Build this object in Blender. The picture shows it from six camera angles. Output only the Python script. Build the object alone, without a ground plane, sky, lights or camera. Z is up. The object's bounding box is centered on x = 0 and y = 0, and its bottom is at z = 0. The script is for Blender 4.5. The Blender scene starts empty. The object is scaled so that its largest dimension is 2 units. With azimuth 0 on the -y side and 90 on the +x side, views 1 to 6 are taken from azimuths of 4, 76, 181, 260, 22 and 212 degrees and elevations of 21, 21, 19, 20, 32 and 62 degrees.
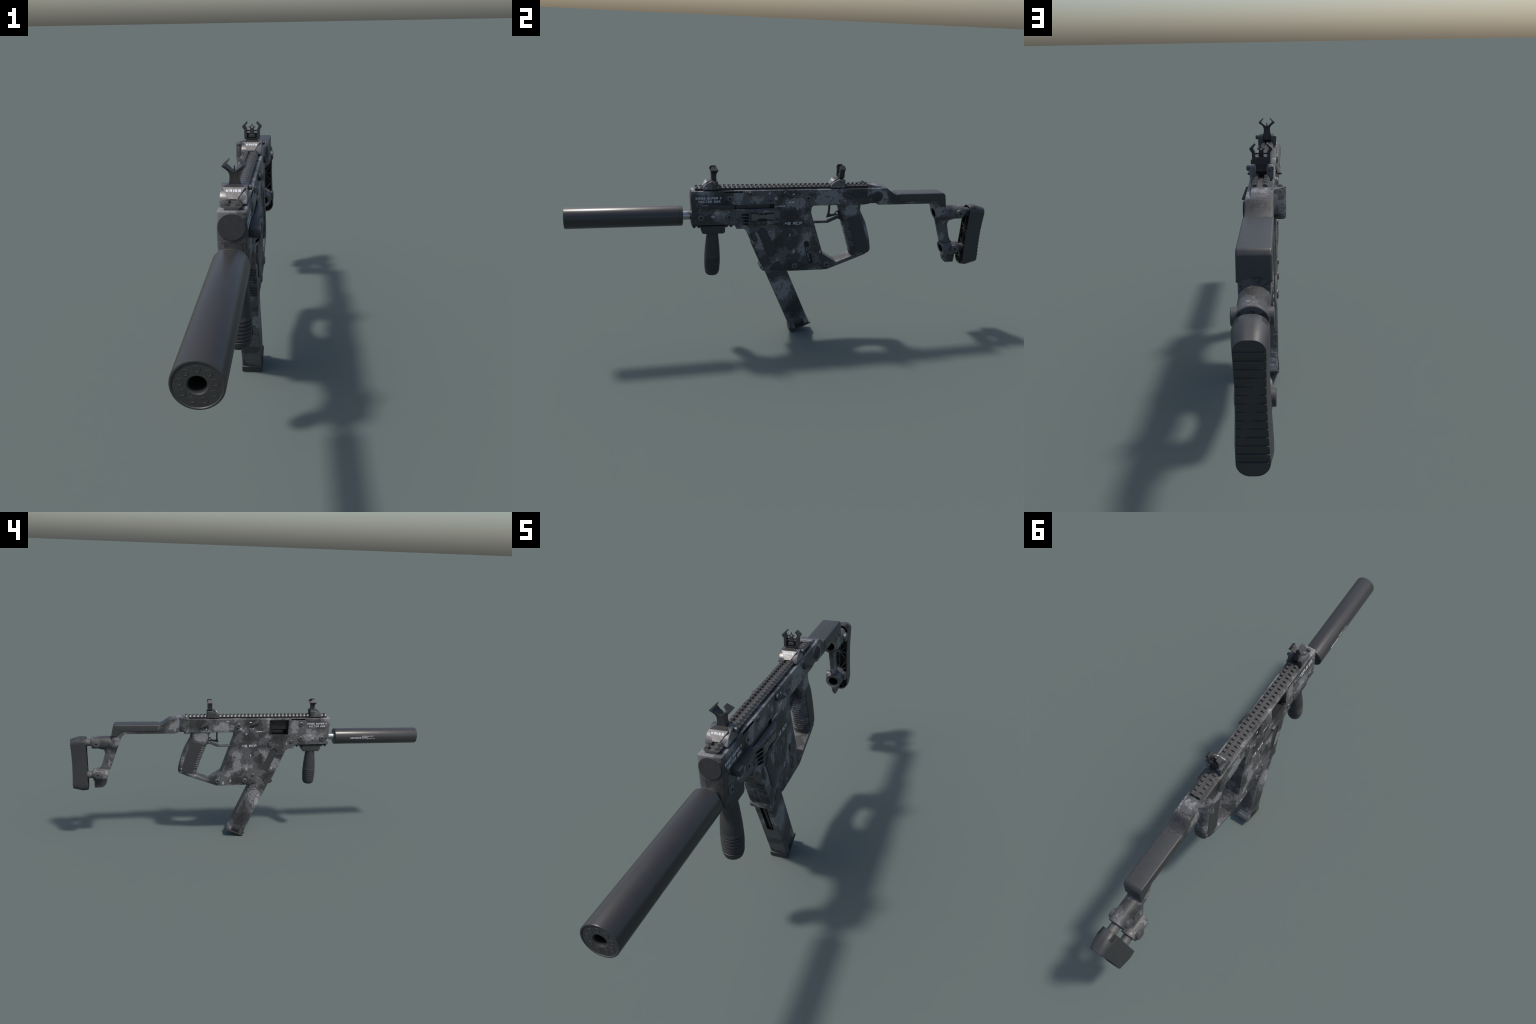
# Suppressed compact submachine gun in dark urban camouflage, built part by part.
# Gun lies along y (muzzle at y=-1, butt at y=+1), symmetric about x=0, z up.
import bpy, bmesh, math, random
from mathutils import Vector, Matrix
random.seed(7)
D = bpy.data
SC = bpy.context.scene
COL = SC.collection

# ------------------------------------------------------------------ materials
class NT:
    def __init__(s, name):
        m = D.materials.new(name); m.use_nodes = True
        s.m = m; s.t = m.node_tree; s.N = s.t.nodes; s.L = s.t.links
        s.b = s.N['Principled BSDF']
    def new(s, typ, **kw):
        n = s.N.new(typ)
        for k, v in kw.items(): setattr(n, k, v)
        return n
    def put(s, sock, v):
        if hasattr(v, 'is_linked') or isinstance(v, bpy.types.NodeSocket): s.L.new(v, sock)
        else: sock.default_value = v
    def math(s, op, a, b=None, c=None, clamp=False):
        n = s.new('ShaderNodeMath', operation=op, use_clamp=clamp)
        for i, v in enumerate((a, b, c)):
            if v is not None: s.put(n.inputs[i], v)
        return n.outputs[0]
    def vmath(s, op, a, b=None):
        n = s.new('ShaderNodeVectorMath', operation=op)
        s.put(n.inputs[0], a)
        if b is not None: s.put(n.inputs[1], b)
        return n
    def mix(s, f, a, b, typ='MIX'):
        n = s.new('ShaderNodeMix', data_type='RGBA', blend_type=typ)
        s.put(n.inputs['Factor'], f); s.put(n.inputs[6], a); s.put(n.inputs[7], b)
        return n.outputs[2]
    def noise(s, vec, scale, detail=2, rough=.5, dist=0.):
        n = s.new('ShaderNodeTexNoise')
        s.L.new(vec, n.inputs['Vector'])
        n.inputs['Scale'].default_value = scale; n.inputs['Detail'].default_value = detail
        n.inputs['Roughness'].default_value = rough; n.inputs['Distortion'].default_value = dist
        return n.outputs['Fac']
    def ramp(s, f, stops, interp='LINEAR'):
        n = s.new('ShaderNodeValToRGB'); r = n.color_ramp; r.interpolation = interp
        while len(r.elements) > 1: r.elements.remove(r.elements[-1])
        for i, (p, c) in enumerate(stops):
            e = r.elements[0] if i == 0 else r.elements.new(p)
            e.position = p
            e.color = (c, c, c, 1) if isinstance(c, (int, float)) else (*c, 1)
        s.L.new(f, n.inputs[0]); return n.outputs[0]
    def bump(s, h, strength, dist=.001):
        n = s.new('ShaderNodeBump'); n.inputs['Strength'].default_value = strength
        n.inputs['Distance'].default_value = dist
        s.L.new(h, n.inputs['Height']); s.L.new(n.outputs[0], s.b.inputs['Normal'])

def flat_mat(name, col, rough=.5, metal=0., spec=.5, var=.12, scale=60, bump=.0, rvar=.04):
    k = NT(name); co = k.new('ShaderNodeTexCoord').outputs['Object']
    f = k.noise(co, scale, 4, .6)
    lo = tuple(c * (1 - var) for c in col); hi = tuple(c * (1 + var) for c in col)
    k.L.new(k.ramp(f, [(.3, lo), (.7, hi)]), k.b.inputs['Base Color'])
    rr = k.ramp(f, [(.3, rough - rvar), (.7, rough + rvar)])
    k.L.new(rr, k.b.inputs['Roughness'])
    k.b.inputs['Metallic'].default_value = metal
    k.b.inputs['Specular IOR Level'].default_value = spec
    if bump:
        k.bump(k.noise(co, 900, 2, .5), bump, .0006)
    return k.m

# camouflage colour steps (base colours)
C_BLACK = (.025, .026, .027); C_DARK = (.039, .040, .041); C_MID = (.083, .084, .086)
C_LIGHT = (.180, .181, .185); C_PALE = (.30, .30, .31)
# patches of the pattern: (y, z, radius_y, radius_z, weight) ; weight > 0 lighter, < 0 darker
PATCHES = [
    (.005, .612, .050, .036, -1), (.300, .700, .055, .040, -.7), (-.005, .708, .045, .022, -.7),
    (-.055, .470, .036, .055, -.9), (.040, .356, .095, .026, -.9), (-.160, .610, .045, .030, -.6),
    (-.115, .385, .035, .035, -.6), (.090, .704, .040, .014, -.5), (-.300, .655, .045, .022, -.5),
    (-.375, .690, .070, .030, -.5), (.345, .440, .060, .040, -.4),
    (.095, .375, .040, .040, -.5), (-.020, .565, .070, .016, -.5),
    (.076, .476, .034, .066, 1), (.165, .678, .055, .030, .9), (.045, .664, .026, .020, .7),
    (-.250, .690, .024, .046, .9), (-.332, .618, .034, .044, .9), (-.110, .625, .032, .016, .6),
    (-.148, .470, .020, .032, .9), (.290, .620, .042, .024, .8), (.440, .690, .032, .032, .7),
    (.395, .705, .030, .040, .7), (.470, .700, .018, .020, -.5), (.500, .672, .026, .030, -.4), (-.090, .490, .022, .050, .6), (-.155, .690, .040, .026, .5),
    (-.030, .240, .050, .055, .9), (.045, .130, .045, .060, -.9), (-.080, .310, .035, .020, -.4),
    (-.440, .600, .022, .040, -.3), (.740, .600, .04, .03, .5), (.80, .47, .03, .03, .3), (.84,.56,.03,.02,-.4),
]
# chips where paint has gone pale: (y, z, ry, rz)
# side flag: 0 both sides, -1 left side only
CHIPS = [(.026, .640, .0055, .0065, 0), (.0205, .430, .0065, .0095, 0), (.113, .358, .0050, .0085, -1),
         (.155, .345, .0070, .0100, -1), (-.002, .512, .0040, .0080, 0), (-.126, .432, .0050, .0080, -1),
         (-.210, .580, .0028, .009, -1), (.178, .378, .004, .004, -1), (-.345, .628, .012, .007, 0),
         (-.362, .612, .009, .006, 0), (-.455, .596, .008, .008, -1), (.337, .618, .005, .008, 0),
         (.392, .437, .007, .006, -1), (.400, .414, .010, .007, -1), (.150, .423, .004, .008, 1),
         (.06, .672, .009, .0085, -1), (.245, .697, .004, .003, 0), (.255, .672, .003, .007, 0),
         (.135, .716, .008, .004, -1), (-.052, .262, .0065, .008, -1), (-.046, .222, .012, .024, -1),
         (-.035, .305, .006, .003, -1), (-.045, .320, .003, .003, -1), (-.128, .352, .0035, .0065, 1), (-.0775, .690, .008, .008, 1), (-.108, .714, .006, .005, 1)]

def camo_mat(name, rough=.5, gain=1., spec=.35):
    k = NT(name); co = k.new('ShaderNodeTexCoord').outputs['Object']
    mp = k.new('ShaderNodeMapping'); mp.inputs['Scale'].default_value = (1.0, 1, 1)
    sx = k.new('ShaderNodeSeparateXYZ'); k.L.new(co, sx.inputs[0])
    ax = k.math('ABSOLUTE', sx.outputs[0])
    cx = k.new('ShaderNodeCombineXYZ')
    k.L.new(sx.outputs[0], cx.inputs[0]); k.L.new(sx.outputs[1], cx.inputs[1]); k.L.new(sx.outputs[2], cx.inputs[2])
    k.L.new(cx.outputs[0], mp.inputs[0]); v = mp.outputs[0]
    # torn edges: warp the coordinate by a fine noise
    n3 = k.new('ShaderNodeTexNoise'); k.L.new(v, n3.inputs['Vector'])
    n3.inputs['Scale'].default_value = 48; n3.inputs['Detail'].default_value = 5; n3.inputs['Roughness'].default_value = .68
    off = k.vmath('SUBTRACT', n3.outputs['Color'], (.5, .5, .5)).outputs[0]
    offs = k.new('ShaderNodeVectorMath', operation='SCALE'); k.L.new(off, offs.inputs[0]); offs.inputs['Scale'].default_value = .070
    w = k.vmath('ADD', v, offs.outputs[0]).outputs[0]
    yz = k.vmath('MULTIPLY', w, (0, 1, 1)).outputs[0]
    field = k.math('MULTIPLY_ADD', k.noise(w, 13, 1.5, .45), .62, .19)
    for (py, pz, ry, rz, wt) in PATCHES:
        a = k.vmath('SUBTRACT', yz, (0, py, pz)).outputs[0]
        a = k.vmath('MULTIPLY', a, (0, 1 / ry, 1 / rz)).outputs[0]
        d = k.vmath('LENGTH', a).outputs[1]
        f = k.math('SUBTRACT', 1.25, d, clamp=True)
        field = k.math('MULTIPLY_ADD', f, wt * .22, field)
    col = k.ramp(field, [(0, C_BLACK), (.365, C_DARK), (.472, C_MID), (.570, C_LIGHT)], 'CONSTANT')
    # second, smaller flecks of the neighbouring tone
    f2 = k.noise(w, 60, 3, .6)
    col = k.mix(k.ramp(f2, [(0, 0), (.615, 1)], 'CONSTANT'), col, (*C_DARK, 1))
    col = k.mix(k.ramp(f2, [(0, 1), (.345, 0)], 'CONSTANT'), col, (*C_MID, 1))
    # scuffed tonal grain
    g = k.noise(v, 170, 5, .7)
    col = k.mix(1., col, k.ramp(g, [(.25, .78), (.75, 1.2)]), 'MULTIPLY')
    # dark pits
    pit = k.new('ShaderNodeTexVoronoi'); k.L.new(w, pit.inputs['Vector']); pit.inputs['Scale'].default_value = 75
    pm = k.math('MULTIPLY', k.math('LESS_THAN', pit.outputs['Distance'], .16), k.math('GREATER_THAN', k.noise(v, 30, 2), .52))
    col = k.mix(k.math('MULTIPLY', pm, .75), col, (*C_BLACK, 1))
    # fine hairline scratches
    mp2 = k.new('ShaderNodeMapping'); mp2.inputs['Rotation'].default_value = (.7, 0, 0)
    mp2.inputs['Scale'].default_value = (.2, 12, 95); k.L.new(v, mp2.inputs[0])
    sc = k.noise(mp2.outputs[0], 1, 2, .4, .6)
    sm = k.math('MULTIPLY', k.math('GREATER_THAN', sc, .72), .5)
    col = k.mix(sm, col, (*C_BLACK, 1))
    # pale chips
    chip = None
    yzf = k.vmath('MULTIPLY', k.vmath('ADD', v, k.vmath('MULTIPLY', offs.outputs[0], (.12, .12, .12)).outputs[0]).outputs[0], (0, 1, 1)).outputs[0]
    left = k.math('LESS_THAN', sx.outputs[0], 0.)
    right = k.math('SUBTRACT', 1., left)
    for (py, pz, ry, rz, side) in CHIPS:
        a = k.vmath('SUBTRACT', yzf, (0, py, pz)).outputs[0]
        a = k.vmath('MULTIPLY', a, (0, 1 / ry, 1 / rz)).outputs[0]
        d = k.vmath('LENGTH', a).outputs[1]
        c = k.math('LESS_THAN', d, 1.)
        if side: c = k.math('MULTIPLY', c, left if side < 0 else right)
        chip = c if chip is None else k.math('MAXIMUM', chip, c)
    chip = k.math('MULTIPLY', chip, k.math('GREATER_THAN', ax, .029))
    chip = k.math('MULTIPLY', chip, k.ramp(k.noise(v, 120, 2), [(.3, .5), (.55, 1.)]))
    col = k.mix(chip, col, (*C_PALE, 1))
    if gain != 1.: col = k.mix(1., col, (gain, gain, gain, 1), 'MULTIPLY')
    k.L.new(col, k.b.inputs['Base Color'])
    k.L.new(k.ramp(g, [(.3, rough - .07), (.7, rough + .09)]), k.b.inputs['Roughness'])
    k.b.inputs['Specular IOR Level'].default_value = spec
    k.bump(g, .25, .0006)
    return k.m

M_CAMO = camo_mat('camouflage_paint')
M_SHIELD = camo_mat('camouflage_satin', rough=.33, gain=1.1, spec=.6)
M_FACET = flat_mat('satin_face', (.135, .133, .130), .22, .2, .7, .2, 120)  # base colour lightened towards the sun's gloss on the sight fronts
M_POLY = flat_mat('black_polymer', (.034, .035, .036), .55, 0, .35, .14, 90, .15)
M_RUBBER = flat_mat('rubber', (.031, .032, .033), .5, 0, .5, .12, 70, .1)
M_ANOD = flat_mat('anodised_metal', (.032, .031, .031), .32, .0, .48, .04, 25, 0, .006)
M_SIGHT = flat_mat('sight_metal', (.032, .032, .033), .5, .1, .4, .1, 80)
M_RAIL = flat_mat('rail_metal', (.055, .053, .051), .46, .1, .65, .12, 60)
M_STEEL = flat_mat('bare_steel', (.36, .36, .37), .28, .9, .5, .05, 40)
M_SCREW = flat_mat('screw_metal', (.080, .081, .082), .42, .3, .5, .2, 70)
M_BLACK = flat_mat('black_metal', (.014, .014, .015), .45, 0, .4, .1, 60)
M_CAPEND = flat_mat('matt_end_face', (.030, .031, .031), .5, 0, .4, .08, 60)
M_DARK = flat_mat('recess_black', (.012, .012, .013), .6, 0, .3, .1, 60)
M_BOLT = flat_mat('bolt_metal', (.10, .098, .09), .45, .2, .5, .1, 50)
M_INK = flat_mat('white_marking', (.62, .64, .66), .6, 0, .3, .12, 300)
M_INKDIM = flat_mat('faded_marking', (.30, .31, .32), .6, 0, .3, .3, 300)

# ------------------------------------------------------------------ object tree
ROOT = D.objects.new('submachine_gun', None); COL.objects.link(ROOT)
ROOT['label'] = 'Compact black-grey camouflage submachine gun with long suppressor and folding stock'
ROOT['category'] = 'firearm'

def add(name, me, mat=None, parent=None, ang=35):
    if mat is not None and not me.materials: me.materials.append(mat)
    if ang:
        me.shade_smooth(); me.set_sharp_from_angle(angle=math.radians(ang))
    o = D.objects.new(name, me); COL.objects.link(o)
    o.parent = parent if parent else ROOT
    return o

def bm_mesh(bm, name):
    bmesh.ops.recalc_face_normals(bm, faces=bm.faces)
    if all(e.is_manifold for e in bm.edges) and bm.calc_volume(signed=True) < 0:
        bmesh.ops.reverse_faces(bm, faces=bm.faces)
    me = D.meshes.new(name); bm.to_mesh(me); bm.free(); return me

def rounded(pts, n=5):
    """polygon corners (a, b, radius) -> polyline with arcs"""
    out = []; N = len(pts)
    for i in range(N):
        p = Vector(pts[i][:2]); r = pts[i][2] if len(pts[i]) > 2 else 0
        if not r: out.append(tuple(p)); continue
        a = Vector(pts[i - 1][:2]) - p; b = Vector(pts[(i + 1) % N][:2]) - p
        la, lb = a.length, b.length; a.normalize(); b.normalize()
        th = math.acos(max(-1, min(1, a.dot(b))))
        t = min(r / math.tan(th / 2), la * .49, lb * .49)
        p0 = p + a * t; p1 = p + b * t
        for j in range(n + 1):
            s = j / n
            out.append(tuple(p0.lerp(p, s).lerp(p.lerp(p1, s), s)))
    return out

def prism_mesh(outline, lo, hi, bevel=0., axis='x', holes=(), res=2):
    cu = D.curves.new('c', 'CURVE'); cu.dimensions = '2D'; cu.fill_mode = 'BOTH'
    cu.extrude = max((hi - lo) / 2 - bevel, 1e-5)
    cu.bevel_depth = bevel; cu.bevel_resolution = res; cu.offset = -bevel
    for pl in [outline, *holes]:
        sp = cu.splines.new('POLY'); sp.points.add(len(pl) - 1)
        for q, p in zip(sp.points, pl): q.co = (p[0], p[1], 0, 1)
        sp.use_cyclic_u = True
    o = D.objects.new('tmp', cu); COL.objects.link(o)
    bpy.context.view_layer.update()
    me = D.meshes.new_from_object(o.evaluated_get(bpy.context.evaluated_depsgraph_get()))
    D.objects.remove(o); D.curves.remove(cu)
    me.materials.clear()
    bm = bmesh.new(); bm.from_mesh(me); D.meshes.remove(me)
    bmesh.ops.remove_doubles(bm, verts=bm.verts, dist=1e-5)
    c = (lo + hi) / 2
    for v in bm.verts:
        a, b, h = v.co
        v.co = (h + c, a, b) if axis == 'x' else ((a, -h + c, b) if axis == 'y' else (a, b, h + c))
    return bm_mesh(bm, 'm')

def prism(name, outline, lo, hi, mat, bevel=.0015, axis='x', holes=(), parent=None, ang=35, res=2):
    return add(name, prism_mesh(outline, lo, hi, bevel, axis, holes, res), mat, parent, ang)

def frame(axis):
    a = Vector(axis).normalized()
    u = Vector((0, 0, 1)) if abs(a.z) < .9 else Vector((1, 0, 0))
    v = a.cross(u).normalized(); u = v.cross(a)
    return a, u, v

def lathe_mesh(profile, center, axis, segs=48, caps=True):
    """profile: (radius, height along axis)"""
    a, u, v = frame(axis); c = Vector(center); bm = bmesh.new(); rings = []
    for r, h in profile:
        if r < 1e-6: rings.append([bm.verts.new(c + a * h)]); continue
        rings.append([bm.verts.new(c + a * h + (u * math.cos(t) + v * math.sin(t)) * r)
                      for t in [2 * math.pi * i / segs for i in range(segs)]])
    for A, B in zip(rings, rings[1:]):
        for i in range(segs):
            j = (i + 1) % segs
            q = [A[i % len(A)], A[j % len(A)], B[j % len(B)], B[i % len(B)]]
            q = list(dict.fromkeys(q))
            if len(q) > 2: bm.faces.new(q)
    if caps:
        for R in (rings[0], rings[-1]):
            if len(R) > 2: bm.faces.new(R)
    return bm_mesh(bm, 'm')

def lathe(name, profile, center, axis, mat, segs=48, parent=None, caps=True, ang=35):
    return add(name, lathe_mesh(profile, center, axis, segs, caps), mat, parent, ang)

def join_mesh(meshes):
    bm = bmesh.new()
    for m in meshes: bm.from_mesh(m)
    for m in meshes: D.meshes.remove(m)
    me = D.meshes.new('m'); bm.to_mesh(me); bm.free(); return me

def box_mesh(lo, hi, bevel=0.):
    bm = bmesh.new(); bmesh.ops.create_cube(bm, size=1)
    for v in bm.verts:
        v.co = [(lo[i] + hi[i]) / 2 + v.co[i] * (hi[i] - lo[i]) for i in range(3)]
    if bevel: bmesh.ops.bevel(bm, geom=bm.edges[:], offset=bevel, segments=2, profile=.5, affect='EDGES')
    return bm_mesh(bm, 'm')

def hull_mesh(pts, bevel=0., seg=2):
    bm = bmesh.new(); vs = [bm.verts.new(p) for p in pts]
    bmesh.ops.convex_hull(bm, input=vs)
    bmesh.ops.dissolve_limit(bm, angle_limit=.02, verts=bm.verts, edges=bm.edges)
    if bevel: bmesh.ops.bevel(bm, geom=bm.edges[:], offset=bevel, segments=seg, profile=.5, affect='EDGES')
    return bm_mesh(bm, 'm')

def cut(o, cutter_me, mat=None):
    if mat is not None: cutter_me.materials.append(mat)
    c = D.objects.new('cutter', cutter_me); COL.objects.link(c)
    m = o.modifiers.new('b', 'BOOLEAN'); m.operation = 'DIFFERENCE'; m.solver = 'MANIFOLD'; m.object = c
    if mat is not None and mat.name not in [q.name for q in o.data.materials]: o.data.materials.append(mat)
    m.material_mode = 'TRANSFER'
    bpy.context.view_layer.update()
    me = D.meshes.new_from_object(o.evaluated_get(bpy.context.evaluated_depsgraph_get()))
    o.modifiers.clear(); old = o.data; o.data = me; D.meshes.remove(old); D.objects.remove(c)
    me.shade_smooth(); me.set_sharp_from_angle(angle=math.radians(35))

def lerp(a, b, t): return a + (b - a) * t
def interp(x, xs, ys):
    if x <= xs[0]: return ys[0]
    for i in range(len(xs) - 1):
        if x <= xs[i + 1]: return lerp(ys[i], ys[i + 1], (x - xs[i]) / (xs[i + 1] - xs[i]))
    return ys[-1]

def capsule(p, q, r, n=10):
    p = Vector(p); q = Vector(q); d = (q - p).normalized(); a0 = math.atan2(d.y, d.x)
    pts = [tuple(q + Vector((math.cos(a0 + t), math.sin(a0 + t))) * r) for t in [math.pi * (i / n - .5) for i in range(n + 1)]]
    pts += [tuple(p - Vector((math.cos(a0 + t), math.sin(a0 + t))) * r) for t in [math.pi * (i / n - .5) for i in range(n + 1)]]
    return pts

def circle(c, r, n=32): return [(c[0] + r * math.cos(2 * math.pi * i / n), c[1] + r * math.sin(2 * math.pi * i / n)) for i in range(n)]

W = .036           # half width of receiver

# ------------------------------------------------------------------ receiver
BODY = rounded([(-.4575, .7292), (.3765, .7292), (.3765, .6540), (.350, .6510), (.0945, .6515, .022), (.0945, .6180, .03),
                (.1660, .4110, .006), (.2370, .3660, .005), (.3180, .3975), (.3650, .4120), (.3650, .3940),
                (.1950, .3305, .01), (.1660, .3288), (-.0010, .3300), (-.0085, .3362), (-.1240, .3370, .006),
                (-.1355, .3480, .004), (-.1355, .3570, .003), (-.1285, .3640), (-.1955, .5120), (-.2060, .5370, .02),
                (-.2220, .5495, .012), (-.2545, .5500), (-.2560, .5700), (-.4575, .5725)])
body = prism('receiver', BODY, -W, W, M_CAMO, .0042, res=3)

# top side slots, cocking slot, ejection port, front recess
cut(body, box_mesh((-.06, -.312, .7200), (.06, -.2315, .7276)), M_DARK)
cut(body, box_mesh((.0270, -.2700, .6450), (.06, -.0855, .6645)), M_DARK)
port = hull_mesh([(-.05, -.2250, .6345), (-.05, -.0910, .6345), (-.05, -.0910, .7268), (-.05, -.2250, .7268),
                  (-.017, -.2040, .6345), (-.017, -.1240, .6345), (-.017, -.1240, .7120), (-.017, -.2040, .7120)])
cut(body, port, M_BLACK)
cut(body, box_mesh((-.03, -.2040, .6290), (.026, -.1240, .6620)), M_DARK)
# magazine well mouth
dm = Vector((math.sin(math.radians(24.3)), -math.cos(math.radians(24.3))))   # magazine axis (y,z) downwards
# recessed strip on the left of the magazine well
STRIP = rounded([(-.1580, .5350, .012), (-.1370, .5560, .012), (-.1160, .5420, .012), (-.0665, .4330, .012),
                 (-.0800, .4050, .010), (-.1030, .4130, .012)])
cut(body, prism_mesh(STRIP, -W - .01, -W + .0035), M_POLY)
cut(body, prism_mesh([(-.215, .5080), (-.140, .5085), (-.1500, .4900), (-.170, .4900), (-.1905, .5030)], -W - .01, -W + .003), M_POLY)
# thumb cut above the magazine catch
cut(body, prism_mesh(rounded([(-.098, .330), (-.0830, .3600, .008), (-.0650, .3850, .012), (-.0450, .3780, .010), (-.0250, .330)]), -W - .01, -W + .004), M_POLY)
cut(body, prism_mesh(rounded([(-.098, .330), (-.0830, .3600, .008), (-.0650, .3850, .012), (-.0450, .3780, .010), (-.0250, .330)]), W - .0012, W + .01), M_POLY)
# seams between upper, lower and side plates
def ribbon(pts, w):
    L, R = [], []
    for i, p in enumerate(pts):
        a = Vector(pts[max(i - 1, 0)]); b = Vector(pts[min(i + 1, len(pts) - 1)]); d = (b - a).normalized(); n = Vector((-d.y, d.x)) * w / 2
        L.append(tuple(Vector(p) + n)); R.append(tuple(Vector(p) - n))
    return L + R[::-1]
SEAMS = [[(.040, .6400), (.0560, .6200), (.0700, .5950), (.0800, .5480), (.1050, .4560), (.1440, .3200)],
         [(.0400, .6400), (-.0400, .6395), (-.0930, .6385)], [(-.2560, .6385), (-.35, .6390), (-.4700, .6395)]]
for s in (-1, 1):
    for pl in (SEAMS if s > 0 else SEAMS[1:]):
        cut(body, prism_mesh(ribbon(pl, .0010), *sorted((s * (W + .01), s * (W - .0009)))), M_POLY)
# vent slots in front of the side housing are cut into the housing itself (below)

# bolt carrier in the ejection port and cocking bar in the slot
add('bolt_carrier', box_mesh((.016, -.2000, .6300), (.024, -.1300, .6480), .002), M_BOLT, body)
add('slot_cover', box_mesh((.0272, -.262, .6465), (.0330, -.105, .6630), .001), M_POLY, body)

# side housing that swells out on the right, with vent slots, plate and screws
hous = add('side_housing', hull_mesh(
    [(.034, -.2500, .6430), (.034, -.0420, .6420), (.034, -.0420, .5650), (.034, -.2300, .5500),
     (.0500, -.2080, .6400), (.0500, -.0900, .6390), (.0500, -.0960, .5800), (.0500, -.2020, .5700)], .0015), M_CAMO, body)
for i in range(4):
    z = .6200 - i * .0152
    cut(hous, hull_mesh([(x, y + (0 if x < .05 else 0), zz) for x in (.0385, .07) for y, zz in
                         ((-.2350, z + .004), (-.2035, z + .0065), (-.2035, z - .003), (-.2350, z - .0055))]), M_DARK)
cut(hous, prism_mesh(rounded([(-.1930, .6300), (-.0850, .6290), (-.0850, .5900), (-.1650, .5900), (-.1930, .5860)]), .0485, .08), M_DARK)
plate = prism('slide_plate', rounded([(-.1915, .6245), (-.1640, .6245, .003), (-.1580, .6180, .003), (-.1230, .6175, .003), (-.1180, .6215, .003), (-.0865, .6210),
              (-.0865, .5950), (-.1160, .5955, .003), (-.1240, .6010, .003), (-.1560, .6010, .003), (-.1640, .5910, .003), (-.1915, .5915)]), .0470, .0500, M_BOLT, .0004, parent=hous)
add('serial_bar', box_mesh((.046, -.1070, .5815), (.0510, -.0600, .5900), .0012), M_BOLT, hous)
prism('side_plate', rounded([(-.1700, .5900, .004), (-.1180, .5900, .004), (-.1150, .5730, .006), (-.1750, .5720, .006)]), .040, .0512, M_POLY, .001, parent=hous)
def rivet(y, z, x, s, r, parent):
    return lathe('rivet', [(0, .002), (r * .35, .002), (r * .4, .0026), (r * .8, .0022), (r, .001), (r, -.004)], (x, y, z), (s, 0, 0), M_SCREW, 20, parent)
for y, z in ((-.1545, .6262), (-.1366, .6257), (-.1580, .5815), (-.1312, .5808)): rivet(y, z, .0503 if z > .6 else .0515, 1, .0058, hous)

# dark slanted grip strip on the right, access plate, nameplate, magazine catch
prism('grip_strip', STRIP, W - .002, .0395, M_POLY, .0015, parent=body)
acc = prism('access_plate', rounded([(-.1945, .5250, .006), (-.1755, .5345, .006), (-.1525, .4930, .008), (-.1720, .4825, .008)]), W - .003, .0385, M_POLY, .0012, parent=body)
for y, z in ((-.1765, .5170), (-.1705, .5030)): rivet(y, z, .0385, 1, .005, acc)
prism('nameplate', capsule((.0795, .4690), (.1065, .3765), .0118), W - .002, W + .0006, M_DARK, .0003, parent=body)
prism('magazine_catch', rounded([(-.082, .345), (-.078, .3650, .006), (-.0610, .3800, .010), (-.0440, .3740, .008), (-.034, .345)]), W - .003, W + .0012, M_POLY, .0008, parent=body)
# release button and stop on the left
add('release_button', hull_mesh([(-.034, -.0980, .5920), (-.034, -.1270, .5920), (-.034, -.1270, .5620), (-.034, -.1020, .5620),
                                 (-.0460, -.1030, .5890), (-.0460, -.1220, .5890), (-.0440, -.1240, .5680), (-.0440, -.1060, .5680)], .001), M_CAMO, body)

# raised chevron and bar
for s in (-1, 1):
    a, b = sorted((s * (W - .001), s * (W + .0008)))
    prism('chevron', [(.0625, .5410), (.0500, .5410), (.0256, .4890), (.0040, .5330), (-.0060, .5330), (.0252, .4640)], a, b, M_CAMO, .0002, parent=body)
    prism('accent_bar', [(.0628, .5478), (-.0416, .5466), (-.0416, .5454), (.0628, .5466)], a, b, M_SCREW, .0002, parent=body)

# front serrations on the magazine well and front lip
ser = []
for i in range(15):
    z = .4650 - i * .0066; y = lerp(-.1955, -.1285, (.5120 - z) / (.5120 - .3640))
    for x0, x1 in ((.0035, .0345), (-.0345, -.0035)):
        ser.append(box_mesh((x0, y - .0030, z - .0019), (x1, y + .006, z + .0019), .0006))
o = add('front_serrations', join_mesh(ser), M_CAMO, body); o['kind'] = 'stuff'

# round cap on the receiver face
lathe('front_cap', [(0, .0025), (.0325, .0025), (.0337, .0016), (.0337, -.01)], (0, -.4575, .6935), (0, -1, 0), M_POLY, 64, body)

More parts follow.
